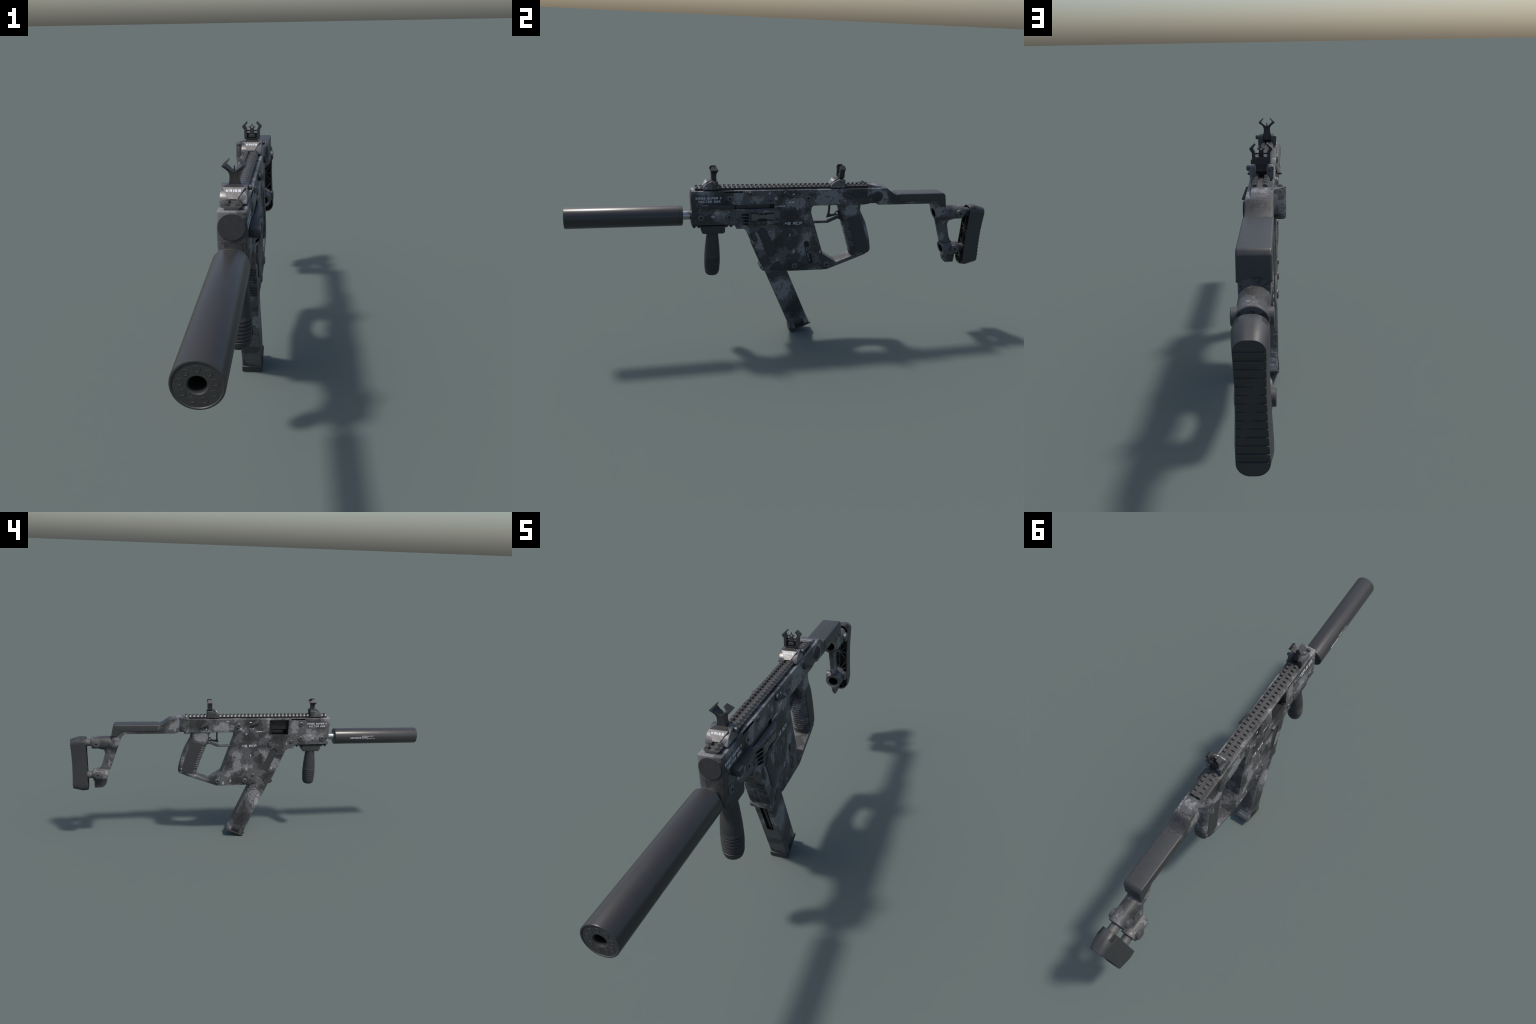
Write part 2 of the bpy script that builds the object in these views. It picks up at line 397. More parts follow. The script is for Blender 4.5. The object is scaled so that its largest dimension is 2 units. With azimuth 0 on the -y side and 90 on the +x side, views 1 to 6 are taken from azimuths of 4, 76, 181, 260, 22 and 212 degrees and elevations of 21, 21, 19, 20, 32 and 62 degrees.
# ------------------------------------------------------------------ screws, levers, markings
def screw_mesh(r):
    return lathe_mesh([(0, .0005), (r * .30, .0005), (r * .30, .0042), (r * .42, .0052), (r * .62, .0050), (r * .80, .0040), (r * .96, .0022), (r, .0008), (r, -.004)], (0, 0, 0), (1, 0, 0), 36)
SCREWS = [(.0730, .6888, .0160, 3), (-.2885, .6940, .0150, 3), (-.2902, .6080, .0160, 3), (-.4165, .6078, .0160, 3),
          (-.2348, .5910, .0112, 3), (-.0612, .5182, .0108, 3), (-.0177, .3902, .0105, 3), (.0290, .3565, .0150, 3),
          (.1885, .3572, .0162, 3), (-.1950, .7144, .0105, 1), (-.1015, .6840, .0105, 1)]
cache = {}
for y, z, r, side in SCREWS:
    if r not in cache:
        m = screw_mesh(r); m.materials.append(M_SCREW); m.materials.append(M_DARK)
        m.shade_smooth(); m.set_sharp_from_angle(angle=math.radians(30))
        for p in m.polygons:
            c = p.center
            if math.hypot(c.y, c.z) < r * .31: p.material_index = 1
        cache[r] = m
    for s in (1, -1):
        if (s > 0 and side & 1) or (s < 0 and side & 2):
            o = D.objects.new('screw', cache[r]); COL.objects.link(o); o.parent = body
            o.location = (s * W, y, z); o.rotation_euler = (random.uniform(0, 6), 0, 0 if s > 0 else math.pi)

def lever(y, z, ty, tz, s):
    L = []; c = Vector((y, z)); t = Vector((ty, tz)); d = (t - c); dl = d.length; a0 = math.atan2(d.y, d.x); R = .0115; r = .0035
    for i in range(17):
        th = a0 + math.pi / 2 + math.pi * i / 16; L.append((y + R * math.cos(th), z + R * math.sin(th)))
    for i in range(7):
        th = a0 - math.pi / 2 + math.pi * i / 6; L.append((ty + r * math.cos(th), tz + r * math.sin(th)))
    me = prism_mesh(L, W - .002, W + .009, .0012)
    for v in me.vertices:
        k = max(0, min(1, ((v.co.y - y) * d.x + (v.co.z - z) * d.y) / dl ** 2))
        if v.co.x > W: v.co.x += .010 * k
        else: v.co.x += .006 * k
        v.co.x *= s
    if s < 0: me.flip_normals()
    o = add('selector_lever', me, M_POLY, body)
    lathe('lever_pivot', [(0, .0104), (.0048, .0104), (.0056, .0098), (.0056, .004)], (s * W, y, z), (s, 0, 0), M_SCREW, 20, o)
for s in (1, -1):
    lever(-.0350, .7112, .0000, .6990, s); lever(.2500, .7022, .2860, .6880, s)

# stroke lettering ---------------------------------------------------------------
GLY = {'K': ['04-00', '02-12', '12-24', '12-20'], 'R': ['00-04', '04-24', '24-22', '22-02', '12-20'], 'I': ['00-04'],
       'S': ['24-04', '04-02', '02-22', '22-20', '20-00'], 'U': ['04-00', '00-20', '20-24'], 'P': ['00-04', '04-24', '24-22', '22-02'],
       'E': ['24-04', '04-00', '00-20', '02-22'], 'V': ['04-10', '10-24'], 'C': ['24-04', '04-00', '00-20'], 'T': ['04-24', '10-14'],
       'O': ['00-04', '04-24', '24-20', '20-00'], 'M': ['00-04', '04-12', '12-24', '24-20'], 'G': ['24-04', '04-00', '00-20', '20-22', '22-12'],
       '4': ['04-02', '02-22', '24-20'], '5': ['24-04', '04-02', '02-22', '22-20', '20-00'], 'A': ['00-04', '04-24', '24-20', '02-22'],
       'D': ['00-04', '04-23', '23-21', '21-00'], 'F': ['00-04', '04-24', '02-22'], 'N': ['00-04', '04-20', '20-24'], '.': ['00-00'], ' ': []}
def letters(text, length, height, mapf, thick=.17, mat=None, lift=.0004, name='lettering', parent=None, slant=0):
    """mapf(u, v, h) -> world point ; u runs along text 0..length, v 0..height"""
    cw = [.42 if c in 'I.' else (.6 if c == ' ' else 1.) for c in text]
    adv = length / (sum(cw) - .28); gw = adv * .72; bm = bmesh.new(); k = 0; t = height * thick / 2; pen = 0.
    for ci, ch in enumerate(text):
        u0 = pen; pen += cw[ci] * adv
        for st in GLY[ch]:
            k += 1
            (x0, y0), (x1, y1) = [(int(q[0]), int(q[1])) for q in st.split('-')]
            a = Vector((x0 / 2 * (gw - 2 * t) + t, y0 / 4 * (height - 2 * t) + t)); b = Vector((x1 / 2 * (gw - 2 * t) + t, y1 / 4 * (height - 2 * t) + t))
            d = (b - a); d = d.normalized() if d.length > 0 else Vector((1, 0)); nn = Vector((-d.y, d.x))
            quad = [a - d * t - nn * t, b + d * t - nn * t, b + d * t + nn * t, a - d * t + nn * t]
            h = lift + (k % 7) * .000025
            vs = []
            for hh in (-.0006, h):
                for p in quad: vs.append(bm.verts.new(mapf(u0 + p.x + slant * p.y, p.y, hh)))
            for f in ((4, 5, 6, 7), (0, 1, 5, 4), (1, 2, 6, 5), (2, 3, 7, 6), (3, 0, 4, 7)): bm.faces.new([vs[i] for i in f])
    return add(name, bm_mesh(bm, 'm'), mat or M_INK, parent, 0)
def side_map(s, y0, z0, base=W):
    return lambda u, v, h: (s * (base + h), y0 + s * u, z0 + v)
for s in (1, -1):
    letters('KRISS SUPER V', .1130, .0098, side_map(s, -.4400 if s > 0 else -.3270, .6925), parent=body)
    letters('VECTOR SMG', .0965, .0094, side_map(s, -.4280 if s > 0 else -.3350, .6772), parent=body)
    letters('.45 ACP', .0860, .0128, side_map(s, -.0350 if s > 0 else .0530, .5630), .15, parent=body)
def dash(s, y0, y1, z, h=.0045):
    a, b = sorted((s * (W - .0005), s * (W + .0004)))
    return box_mesh((a, y0, z - h / 2), (b, y1, z + h / 2))
for s in (1, -1):
    me = [dash(s, -.0010, .0090, .7088), dash(s, -.0150, -.0050, .6710), dash(s, -.0005, .0095, .6710)]
    me += [dash(s, -.0790 + i * .0045, -.0775 + i * .0045, .6540, .003) for i in range(4)]
    me += [dash(s, -.0610 + i * .0105, -.0530 + i * .0105, .6540, .004) for i in range(3)]
    o = add('selector_marks', join_mesh(me), M_INK, body, 0)
def text_mesh(txt, size, mapf, mat, name, parent, align='LEFT'):
    cu = D.curves.new('t', 'FONT'); cu.body = txt; cu.size = size; cu.align_x = align; cu.space_line = .95
    o = D.objects.new('tmp', cu); COL.objects.link(o); bpy.context.view_layer.update()
    me = D.meshes.new_from_object(o.evaluated_get(bpy.context.evaluated_depsgraph_get()))
    D.objects.remove(o); D.curves.remove(cu); me.materials.clear()
    for v in me.vertices: v.co = mapf(v.co.x, v.co.y, .0005)
    return add(name, me, mat, parent, 0)
text_mesh('Made in\nVirginia Beach, VA\nUS Patent 728194', .0155, side_map(-1, .1565, .6960), M_INKDIM, 'maker_text', body, 'CENTER')
cd, sd = math.cos(math.radians(-73.7)), math.sin(math.radians(-73.7))
text_mesh('US LTD\nNEW YORK, NY', .0105, lambda u, v, h: (W + .0008, 0.0868 + (u * cd - v * sd), .4500 + (u * sd + v * cd)), M_INKDIM, 'nameplate_text', body)

# ------------------------------------------------------------------ cocking handle
ck = add('cocking_handle', hull_mesh([(.0370, -.4130, .6510), (.0370, -.4130, .6725), (.0660, -.4150, .6510), (.0660, -.4150, .6725),
         (.0660, -.3850, .6725), (.0660, -.3850, .6510), (.0370, -.3800, .6510), (.0370, -.3800, .6725)], .0015), M_POLY, body)
add('handle_arm', hull_mesh([(.0365, -.3900, .6530), (.0365, -.3900, .6700), (.0580, -.3900, .6530), (.0580, -.3900, .6700),
         (.0560, -.2900, .6510), (.0560, -.2900, .6670), (.0450, -.2690, .6505), (.0450, -.2690, .6660), (.0300, -.2640, .6500), (.0300, -.2640, .6650)], .0012), M_POLY, ck)

# ------------------------------------------------------------------ accessory rails
def rail(name, y0, y1, z0, s, mat, pitch=.02101, first=None, th=.0184):
    """dovetail rail; s=+1 teeth point up from z0, s=-1 down"""
    prof = [(-.0165, 0), (.0165, 0), (.0165, .0035), (.0236, .0092), (.0236, .0098), (-.0236, .0098), (-.0236, .0092), (-.0165, .0035)]
    prof = [(x, z0 + s * (z - .002 if z == 0 else z)) for x, z in prof]
    if s < 0: prof = prof[::-1]
    ms = [prism_mesh(prof, y0, y1, .0006, 'y', (), 1)]
    y = first if first is not None else y0 + .001
    while y + .0108 < y1 + .002:
        for sx in (1, -1):
            tp = [(sx * .0085, .0090), (sx * .0232, .0090), (sx * .0234, .0102), (sx * .0168, th), (sx * .0085, th)]
            tp = [(a, z0 + s * b) for a, b in tp]
            if sx * s < 0: tp = tp[::-1]
            ms.append(prism_mesh(tp, y, y + .0108, .0005, 'y', (), 1))
        y += pitch
    return add(name, join_mesh(ms), mat)
rl = rail('accessory_rail', -.4420, .3700, .7292, 1, M_RAIL, first=-.4390)
rb = rail('lower_rail', -.4540, -.2560, .5725, -1, M_POLY, first=-.4500, th=.0190)
rb.data.transform(Matrix.Diagonal((.85, 1, 1, 1)))

# ------------------------------------------------------------------ flip-up sights
def sight_base(yf, name):
    """yf: y of the lower front edge of the shield"""
    P = rounded([(yf, .7360), (yf + .0005, .7440), (yf + .006, .7525), (yf + .014, .7605), (yf + .025, .7675), (yf + .037, .7712), (yf + .046, .7725),
                 (yf + .0630, .7728, .004), (yf + .0675, .7690, .003), (yf + .0675, .7350)])
    b = prism(name, P, -.0335, .0335, M_SHIELD, .0015)
    cut(b, box_mesh((-.0146, yf + .0400, .7300), (.0146, yf + .080, .79)), M_SIGHT)
    # faceted face plate with lettering
    A0, B0 = Vector((yf - .0012, .7475)), Vector((yf + .0205, .7715)); C0 = Vector((yf + .0430, .7748))
    def q(hw, p, off):
        return [(-hw, p[0], p[1]), (hw, p[0], p[1]), (-hw, p[0] + off[0], p[1] + off[1]), (hw, p[0] + off[0], p[1] + off[1])]
    n = (.012, -.010)
    add('face_plate', hull_mesh(q(.0105, A0, n) + q(.0285, B0, n), .0004, 1), M_FACET, b)
    add('roof_plate', hull_mesh(q(.0285, B0 + Vector((.0004, -.0002)), (.0, -.012)) + q(.0145, C0, (0, -.012)), .0004, 1), M_SIGHT, b)
    d = (B0 - A0).normalized(); nn = Vector((-d.y, d.x))
    o0 = A0 + d * .0190
    letters('KRISS', .0360, .0070, lambda u, v, h: (u - .018, o0[0] + d[0] * v + nn[0] * h, o0[1] + d[1] * v + nn[1] * h), .26, parent=b)
    lathe('clamp_bolt', [(0, .0085), (.006, .0085), (.0075, .0070), (.0075, 0), (.0062, 0), (.0062, -.02)], (.0345, yf + .052, .7640), (1, 0, 0), M_SCREW, 24, b)
    lathe('pivot_pin', [(0, .0015), (.0045, .0015), (.005, .0008), (.005, -.01)], (-.0335, yf + .045, .7610), (-1, 0, 0), M_SCREW, 20, b)
    return b
fs = sight_base(-.4085, 'front_sight'); rs = sight_base(.1810, 'rear_sight')

def plate_xz(name, outline, ylo, yhi, mat, parent, holes=()):
    """plate in the xz plane whose thickness limits vary with height"""
    me = prism_mesh(outline, -1, 1, 0, 'y', holes)
    for v in me.vertices: v.co.y = yhi(v.co.z) if v.co.y > 0 else ylo(v.co.z)
    return add(name, me, mat, parent, 30)
half = [(.0138, .7560), (.0138, .7750), (.0118, .7850), (.0113, .7940), (.0125, .8010), (.0160, .8070), (.0215, .8120), (.0295, .8180), (.0295, .8200), (.0135, .8345), (.0112, .8330),
        (.0120, .8315), (.0205, .8212), (.0200, .8195), (.0100, .8110), (.0050, .8068)]
OUT = half + [(0, .8055)] + [(-x, z) for x, z in half[::-1]]
zs = [.7560, .7745, .7900, .8060, .8190, .8360]
post = plate_xz('front_post', OUT, lambda z: interp(z, zs, [-.3690, -.3685, -.3685, -.3700, -.3745, -.3680]),
                lambda z: interp(z, zs, [-.3450, -.3465, -.3475, -.3450, -.3390, -.3500]), M_SIGHT, fs)
lathe('aiming_pin', [(0, .0165), (.0016, .0165), (.0016, .0070), (.0030, .0040), (.0045, 0), (.0045, -.004)], (0, -.3570, .8040 - .003), (0, 0, 1), M_SIGHT, 16, post)

half = [(.0140, .7560), (.0145, .7735), (.0248, .7790), (.0256, .7830), (.0258, .8080), (.0323, .8178), (.0323, .8200), (.0176, .8345), (.0143, .8312),
        (.0225, .8215), (.0222, .8185), (.0172, .8105), (.0172, .7960)]
OUT = half + [(-x, z) for x, z in half[::-1]]
frm = plate_xz('rear_leaf', OUT, lambda z: interp(z, [.756, .775, .779, .836], [.2260, .2240, .2215, .2215]), lambda z: interp(z, [.756, .775, .779, .816, .82, .836], [.2440, .2420, .2445, .2440, .2460, .2440]), M_SIGHT, rs)
cut(frm, box_mesh((-.0172, .2100, .7800), (.0172, .2340, .8000)), M_SIGHT)
add('cross_bar', box_mesh((-.0180, .2300, .8022), (.0180, .2340, .8065), .0006), M_SIGHT, frm)
AP = [(.0065, .7850), (.0065, .8125), (.0062, .8150), (.0118, .8160), (.0118, .8176), (.0060, .8190), (.0014, .8228), (.0008, .8285)]
AP = AP + [(-x, z) for x, z in AP[::-1]]
prism('aperture', AP, .2265, .2310, M_SIGHT, .0004, 'y', [circle((0, .8172), .0036, 20)], frm)
prism('drum', rounded([(-.012, .783, .003), (.012, .783, .003), (.010, .793, .003), (-.010, .793, .003)]), .2240, .2280, M_SIGHT, .001, 'y', (), frm)

# ------------------------------------------------------------------ barrel and suppressor
SZ = .6110
lathe('barrel', [(0, 0), (.0190, 0), (.0200, .002), (.0200, .06)], (0, -.4460, SZ), (0, -1, 0), M_STEEL, 48)
sup = lathe('suppressor', [(.021, 0), (.0435, 0), (.0462, .0025), (.0462, .0125), (.0455, .0130), (.0455, .0140), (.0462, .0145), (.0462, .5010), (.0452, .5030),
            (.0425, .5034), (.0418, .5026), (.0412, .5018), (.0180, .5018), (.0158, .5000), (.0150, .4970), (.0150, .3000), (0, .3000)], (0, -.4966, SZ), (0, -1, 0), M_ANOD, 96, caps=False)
sup.data.materials.append(M_CAPEND)
for p in sup.data.polygons:
    if p.center.y < -.995 and p.normal.y < -.5: p.material_index = 1
for i in range(9):
    a = math.pi / 2 + .0 + 2 * math.pi * i / 9
    lathe('wrench_socket', [(0, .0003), (.0050, .0003), (.0053, .0006), (.0060, .0006), (.0062, .0003), (.0062, -.001)],
          (.0293 * math.cos(a), -.9984, SZ + .0293 * math.sin(a)), (0, -1, 0), M_CAPEND, 24, sup)
lathe('bore', [(.0149, 0), (.0149, .17), (0, .17)], (0, -.9930, SZ), (0, 1, 0), M_DARK, 40, sup, False)
def cyl_map(y0, zc):
    a0 = math.asin((zc - SZ) / .0462)
    def f(u, v, h):
        a = a0 + v / .0462; r = .0462 + h
        return (-r * math.cos(a), y0 - u, SZ + r * math.sin(a))
    return f
letters('DEFIANCE', .0640, .0072, cyl_map(-.5870, .6075), .24, parent=sup, slant=.3)
text_mesh('MK5 SDN 6 for .45ACP\nS/N 0000027\nMade in Virginia Beach USA', .0072, cyl_map(-.6570, .6185), M_INK, 'suppressor_text', sup)

# ------------------------------------------------------------------ vertical foregrip
fb = prism('foregrip', rounded([(-.4180, .5650), (-.4110, .5330, .007), (-.4030, .5275, .006), (-.3120, .5275, .008), (-.3055, .5350, .006), (-.3055, .5650)]), -.0275, .0275, M_POLY, .003)
prof = [(0, .3205), (.018, .3208), (.025, .3230), (.0290, .3270), (.0325, .3360), (.0350, .3480)]
zz = .3480
for i in range(6):
    zb = .350 + i * .0112; r = interp(zb, [.348, .37, .39, .41], [.0345, .0362, .0366, .0360])
    prof += [(r - .0030, zb), (r - .0030, zb + .0022), (r + .0003, zb + .0030), (r, zb + .0100)]
prof += [(.0352, .4180), (.0355, .4250), (.0340, .4500), (.0310, .4800), (.0280, .5080), (.0265, .5200), (.0265, .5300)]
lathe('handle', prof, (0, -.3605, 0), (0, 0, 1), M_POLY, 56, fb)

# ------------------------------------------------------------------ magazine
TA = math.radians(24.3)
def mg(a, b):   # a: across (towards +y rear), b: along axis downwards from the magazine mouth front edge
    o = Vector((-.1142, .3400))
    return (o.x + a * math.cos(TA) + b * math.sin(TA), o.y + a * math.sin(TA) - b * math.cos(TA))
ML = .3715; MT = .0962
magp = [mg(0, -.06), mg(MT, -.06), mg(MT, ML - .009), mg(0, ML - .009)]
mag = prism('magazine', magp, -.0330, .0330, M_CAMO, .0045)
# witness slot in the front wall
def mbox(a0, a1, b0, b1, x0, x1):
    return hull_mesh([(x, *mg(a, b)) for x in (x0, x1) for a in (a0, a1) for b in (b0, b1)])
cut(mag, mbox(-.01, .012, -.05, .170, -.0125, .0125), M_DARK)
add('follower_spring', mbox(.006, .010, 0, .165, -.004, .004), M_POLY, mag)
for i in range(5):
    p = mg(MT, .045 + i * .022)
    for sx in (.011,):
        lathe('witness_hole', [(0, .0004), (.0042, .0004), (.0046, -.003)], (sx - .011, *p), (0, math.cos(TA), math.sin(TA)), M_DARK, 16, mag)
bp = prism('floor_plate', rounded([mg(-.0070, ML - .0080) + (.003,), mg(MT + .006, ML - .0080) + (.003,), mg(MT + .006, ML) + (.003,), mg(.002, ML + .0005) + (.004,), mg(-.0075, ML - .002) + (.003,)]), -.0365, .0365, M_POLY, .003, parent=mag)
add('toe_ridge', mbox(-.0065, .004, ML - .026, ML - .008, -.033, .033), M_POLY, mag)
for s in (1, -1):
    a, b = sorted((s * .031, s * .0348))
    prism('base_lug', rounded([mg(.0225, ML - .008), mg(.0225, ML - .050) + (.014,), mg(.0745, ML - .050) + (.014,), mg(.0745, ML - .008)], 6), a, b, M_POLY, .001, parent=mag)
    a, b = sorted((s * .033, s * .0358))
    prism('lug_step', rounded([mg(.0265, ML - .008), mg(.0265, ML - .030), mg(.0705, ML - .030), mg(.0705, ML - .008)], 6), a, b, M_DARK, .0008, parent=mag)
e1 = Vector((0, math.cos(TA), math.sin(TA)))
def rear_map(b):
    return lambda u, v, h: (-(u), *(Vector(mg(MT, b - v)) + Vector((e1.y, e1.z)) * .0005))
text_mesh('.45 ACP', .014, rear_map(ML - .040), M_INKDIM, 'calibre_text', mag, 'CENTER')
letters('KRISS', .040, .009, lambda u, v, h: (.020 - u, *(Vector(mg(MT, ML - .022 - v)) + Vector((e1.y, e1.z)) * h)), .26, M_INKDIM, parent=mag)

# ------------------------------------------------------------------ pistol grip (loft), panels, trigger
GF = [(.2260, .6560), (.2300, .6420), (.2375, .6200), (.2440, .5900), (.2560, .5550), (.2850, .4750), (.3060, .4130), (.3120, .3930)]
GR = [(.3440, .6560), (.3430, .6340), (.3440, .6180), (.3540, .5980), (.3760, .5560), (.3990, .4900), (.4130, .4250), (.4060, .4080)]
GW = [.0330, .0320, .0320, .0330, .0340, .0345, .0345, .0335]
def cat(P, t):
    n = len(P) - 1; t = max(0, min(n - 1e-6, t)); i = int(t); f = t - i
    g = lambda j: Vector(P[max(0, min(n, j))]) if hasattr(P[0], '__len__') else P[max(0, min(n, j))]
    a, b, c, d = g(i - 1), g(i), g(i + 1), g(i + 2)
    return .5 * (2 * b + (c - a) * f + (2 * a - 5 * b + 4 * c - d) * f * f + (3 * b - a - 3 * c + d) * f ** 3)
def grip_pt(t, th, off=0.):
    F, R, w = cat(GF, t), cat(GR, t), cat(GW, t)
    c, s = math.cos(th), math.sin(th); e = 2 / 3.2
    u = math.copysign(abs(c) ** e, c); v = math.copysign(abs(s) ** e, s)
    mid = (F + R) / 2; hl = (R - F) / 2
    L = hl.length
    p = mid + hl * u * (1 + off / L)
    return Vector(((w + off) * v, p.x, p.y))
bm = bmesh.new(); rings = []; NS, NA = 150, 72
for i in range(NS + 1):
    t = 7 * i / NS; ring = []
    for j in range(NA):
        th = 2 * math.pi * j / NA; off = 0
        z = cat(GF, t)[1]
        if .420 < z < .575:
            ph = (z - .420) / .0108
            k = 1 if (ph % 1) < .55 else 0
            fr = max(0, min(1, (-math.cos(th) - .36) * 8))
            off = -.0030 * k * fr
        ring.append(bm.verts.new(grip_pt(t, th, off)))
    rings.append(ring)
for A, B in zip(rings, rings[1:]):
    for j in range(NA): bm.faces.new([A[j], A[(j + 1) % NA], B[(j + 1) % NA], B[j]])
bm.faces.new(rings[0]); bm.faces.new(rings[-1])
grip = add('pistol_grip', bm_mesh(bm, 'm'), M_CAMO, None, 40)
# dark grip panels following the surface
for s in (1, -1):
    bm = bmesh.new(); V = {}; nt, nu = 40, 30
    for i in range(nt + 1):
        a = i / nt
        for j in range(nu + 1):
            b = j / nu; t = lerp(2.95, 6.30, a) + .35 * (b - .45) * max(0, 1 - 2 * a) - .25 * (b - .5) * max(0, 2 * a - 1)
            # rounded outline in parameter space
            lo, hi = .335 * math.pi, .625 * math.pi
            edge = 0.
            if a < .16: edge = .22 * (1 - math.sqrt(max(0, 1 - (1 - a / .16) ** 2)))
            if a > .9: edge = .16 * (1 - math.sqrt(max(0, 1 - ((a - .9) / .1) ** 2)))
            lo2 = lo + (hi - lo) * edge * (1.2 if a < .5 else 1.8); hi2 = hi - (hi - lo) * edge * .6
            th = lerp(lo2, hi2, b)
            rim = min(a, 1 - a, b, 1 - b)
            off = .0012 if rim > .001 else -.0015
            V[i, j] = bm.verts.new(grip_pt(t, s * th, off))
    for i in range(nt):
        for j in range(nu): bm.faces.new([V[i, j], V[i + 1, j], V[i + 1, j + 1], V[i, j + 1]])
    me = bm_mesh(bm, 'm')
    # normals outwards
    if sum(p.normal.x * s for p in me.polygons) < 0: me.flip_normals()
    add('grip_panel', me, M_POLY, grip, 50)
# trigger: blade, foot and ring
TR = rounded([(.1860, .6560), (.1940, .6560), (.1955, .6250), (.1945, .6050), (.1960, .5985, .003), (.2140, .5985, .003), (.2230, .6040), (.2270, .6120, .006), (.2400, .6170),
              (.2400, .5945), (.2240, .5925), (.1810, .5825), (.1870, .6050), (.1880, .6250)])
prism('trigger', TR, -.0060, .0060, M_BLACK, .0012, holes=[circle((.2315, .6030), .0058, 20)])
GB = [(.1120, .5680), (.1770, .5680), (.2300, .5890), (.2480, .5935), (.2480, .5700), (.2350, .5775), (.1880, .5570), (.1120, .5570)]
prism('trigger_guard', rounded([(a, b, .004) for a, b in GB]), -.0085, .0085, M_CAMO, .0015)
prism('frame_recess', [(.3420, .3925), (.3800, .4065), (.3830, .4020), (.3450, .3880)], -.0345, .0345, M_POLY, .0006, parent=grip)

# ------------------------------------------------------------------ folding stock
ST = rounded([(.3600, .7288), (.4590, .7292, .012), (.4720, .7190), (.4930, .7045, .01), (.5090, .6968, .008), (.5400, .6965), (.7300, .6900), (.7420, .6450), (.6950, .6480),
              (.4290, .6480, .004), (.4190, .6515, .008), (.4070, .6575, .01), (.3600, .6560)])
stock = prism('stock', ST, -W + .0003, W - .0003, M_CAMO, .003)
RIDGE = rounded([(.3770, .7200), (.3770, .7420, .002), (.4050, .7395, .01), (.4250, .7358, .02), (.4450, .7295, .02), (.4740, .7135, .02), (.5060, .6960), (.5060, .6850)])
prism('ridge', RIDGE, -W - .0001, .0225, M_CAMO, .002, parent=stock)
# hinge: angled arm, knuckle and pin on the left
add('hinge_arm', hull_mesh([(x, y, z) for z in (.6720, .7370) for x, y in ((-.034, .4060), (-.034, .3770), (-.0480, .3600), (-.0640, .3600), (-.0680, .3740), (-.0640, .3830))], .0015), M_CAMO, stock)
lathe('hinge_knuckle', [(0, .6535), (.0150, .6535), (.0165, .6560), (.0165, .7280), (.0160, .7290), (0, .7290)], (-.0520, .3640, 0), (0, 0, 1), M_CAMO, 36, stock)
prism('hinge_plate', rounded([(-.030, .4050), (-.0365, .4050), (-.0640, .3800, .006), (-.0690, .3660, .010), (-.0640, .3500, .010), (-.0440, .3500, .010), (-.0360, .3700), (-.030, .3770)]), .7300, .7412, M_CAMO, .0015, 'z', (), stock)
lathe('hinge_pin', [(0, .7420), (.0030, .7420), (.0035, .7450), (.0070, .7445), (.0080, .7430), (.0080, .7380)], (-.0530, .3650, 0), (0, 0, 1), M_SCREW, 24, stock)
# fold release knob with ribbed face on the right
kn = lathe('release_knob', [(0, .0060), (.0225, .0060), (.0240, .0050), (.0248, .0035), (.0248, -.004)], (W, .4135, .6900), (1, 0, 0), M_POLY, 48, stock)
rb_ = []
for i in range(9):
    y = .4135 + (i - 4) * .0048; h = math.sqrt(.0215 ** 2 - (y - .4135) ** 2) if abs(y - .4135) < .0215 else .004
    rb_.append(box_mesh((W + .004, y - .0013, .6900 - h), (W + .0072, y + .0013, .6900 + h), .0005))
o = add('knob_ribs', join_mesh(rb_), M_POLY, kn); o['kind'] = 'stuff'
add('knob_tab', box_mesh((W - .002, .3730, .6810), (W + .0025, .3920, .7040), .0015), M_POLY, stock)

# cheek pad
PAD = rounded([(.5215, .7000, .004), (.7560, .7000, .016), (.7660, .6880, .01), (.7775, .6305, .002), (.7450, .6325, .003), (.7290, .6500, .006), (.7145, .6595, .012), (.5300, .6605, .004), (.5240, .6670, .004)])
pad = prism('cheek_pad', PAD, -.0382, .0382, M_RUBBER, .005, parent=stock, res=4)

# tube brackets
def fy(z): return .7455 + (.5550 - z) * .354 + .002     # slanted front plane of the bracket
UZ, LZ, TR_, HR = .5930, .4030, .0350, .0208
def tube(name, zc, y1, parent):
    bm = bmesh.new(); n = 56; rows = []
    ring = lambda r, yf: [bm.verts.new((r * math.cos(t), yf(zc + r * math.sin(t)), zc + r * math.sin(t))) for t in [2 * math.pi * i / n for i in range(n)]]
    rows = [ring(HR, lambda z: .860), ring(HR, lambda z: fy(z)), ring(TR_ - .002, lambda z: fy(z)), ring(TR_, lambda z: fy(z) + .002), ring(TR_, lambda z: y1 - .0015), ring(TR_ - .0015, lambda z: y1), ring(.019, lambda z: y1)]
    for A, B in zip(rows, rows[1:]):
        for i in range(n): bm.faces.new([A[i], A[(i + 1) % n], B[(i + 1) % n], B[i]])
    bm.faces.new(rows[0]); bm.faces.new(rows[-1])
    o = add(name, bm_mesh(bm, 'm'), M_CAMO, parent); o.data.materials.append(M_DARK)
    for p in o.data.polygons:
        c = p.center
        if math.hypot(c.x, c.z - zc) < HR + .0002 and c.y < .862: p.material_index = 1
    return o
ut = tube('upper_tube', UZ, .8850, stock); lt = tube('lower_tube', LZ, .8850, stock)
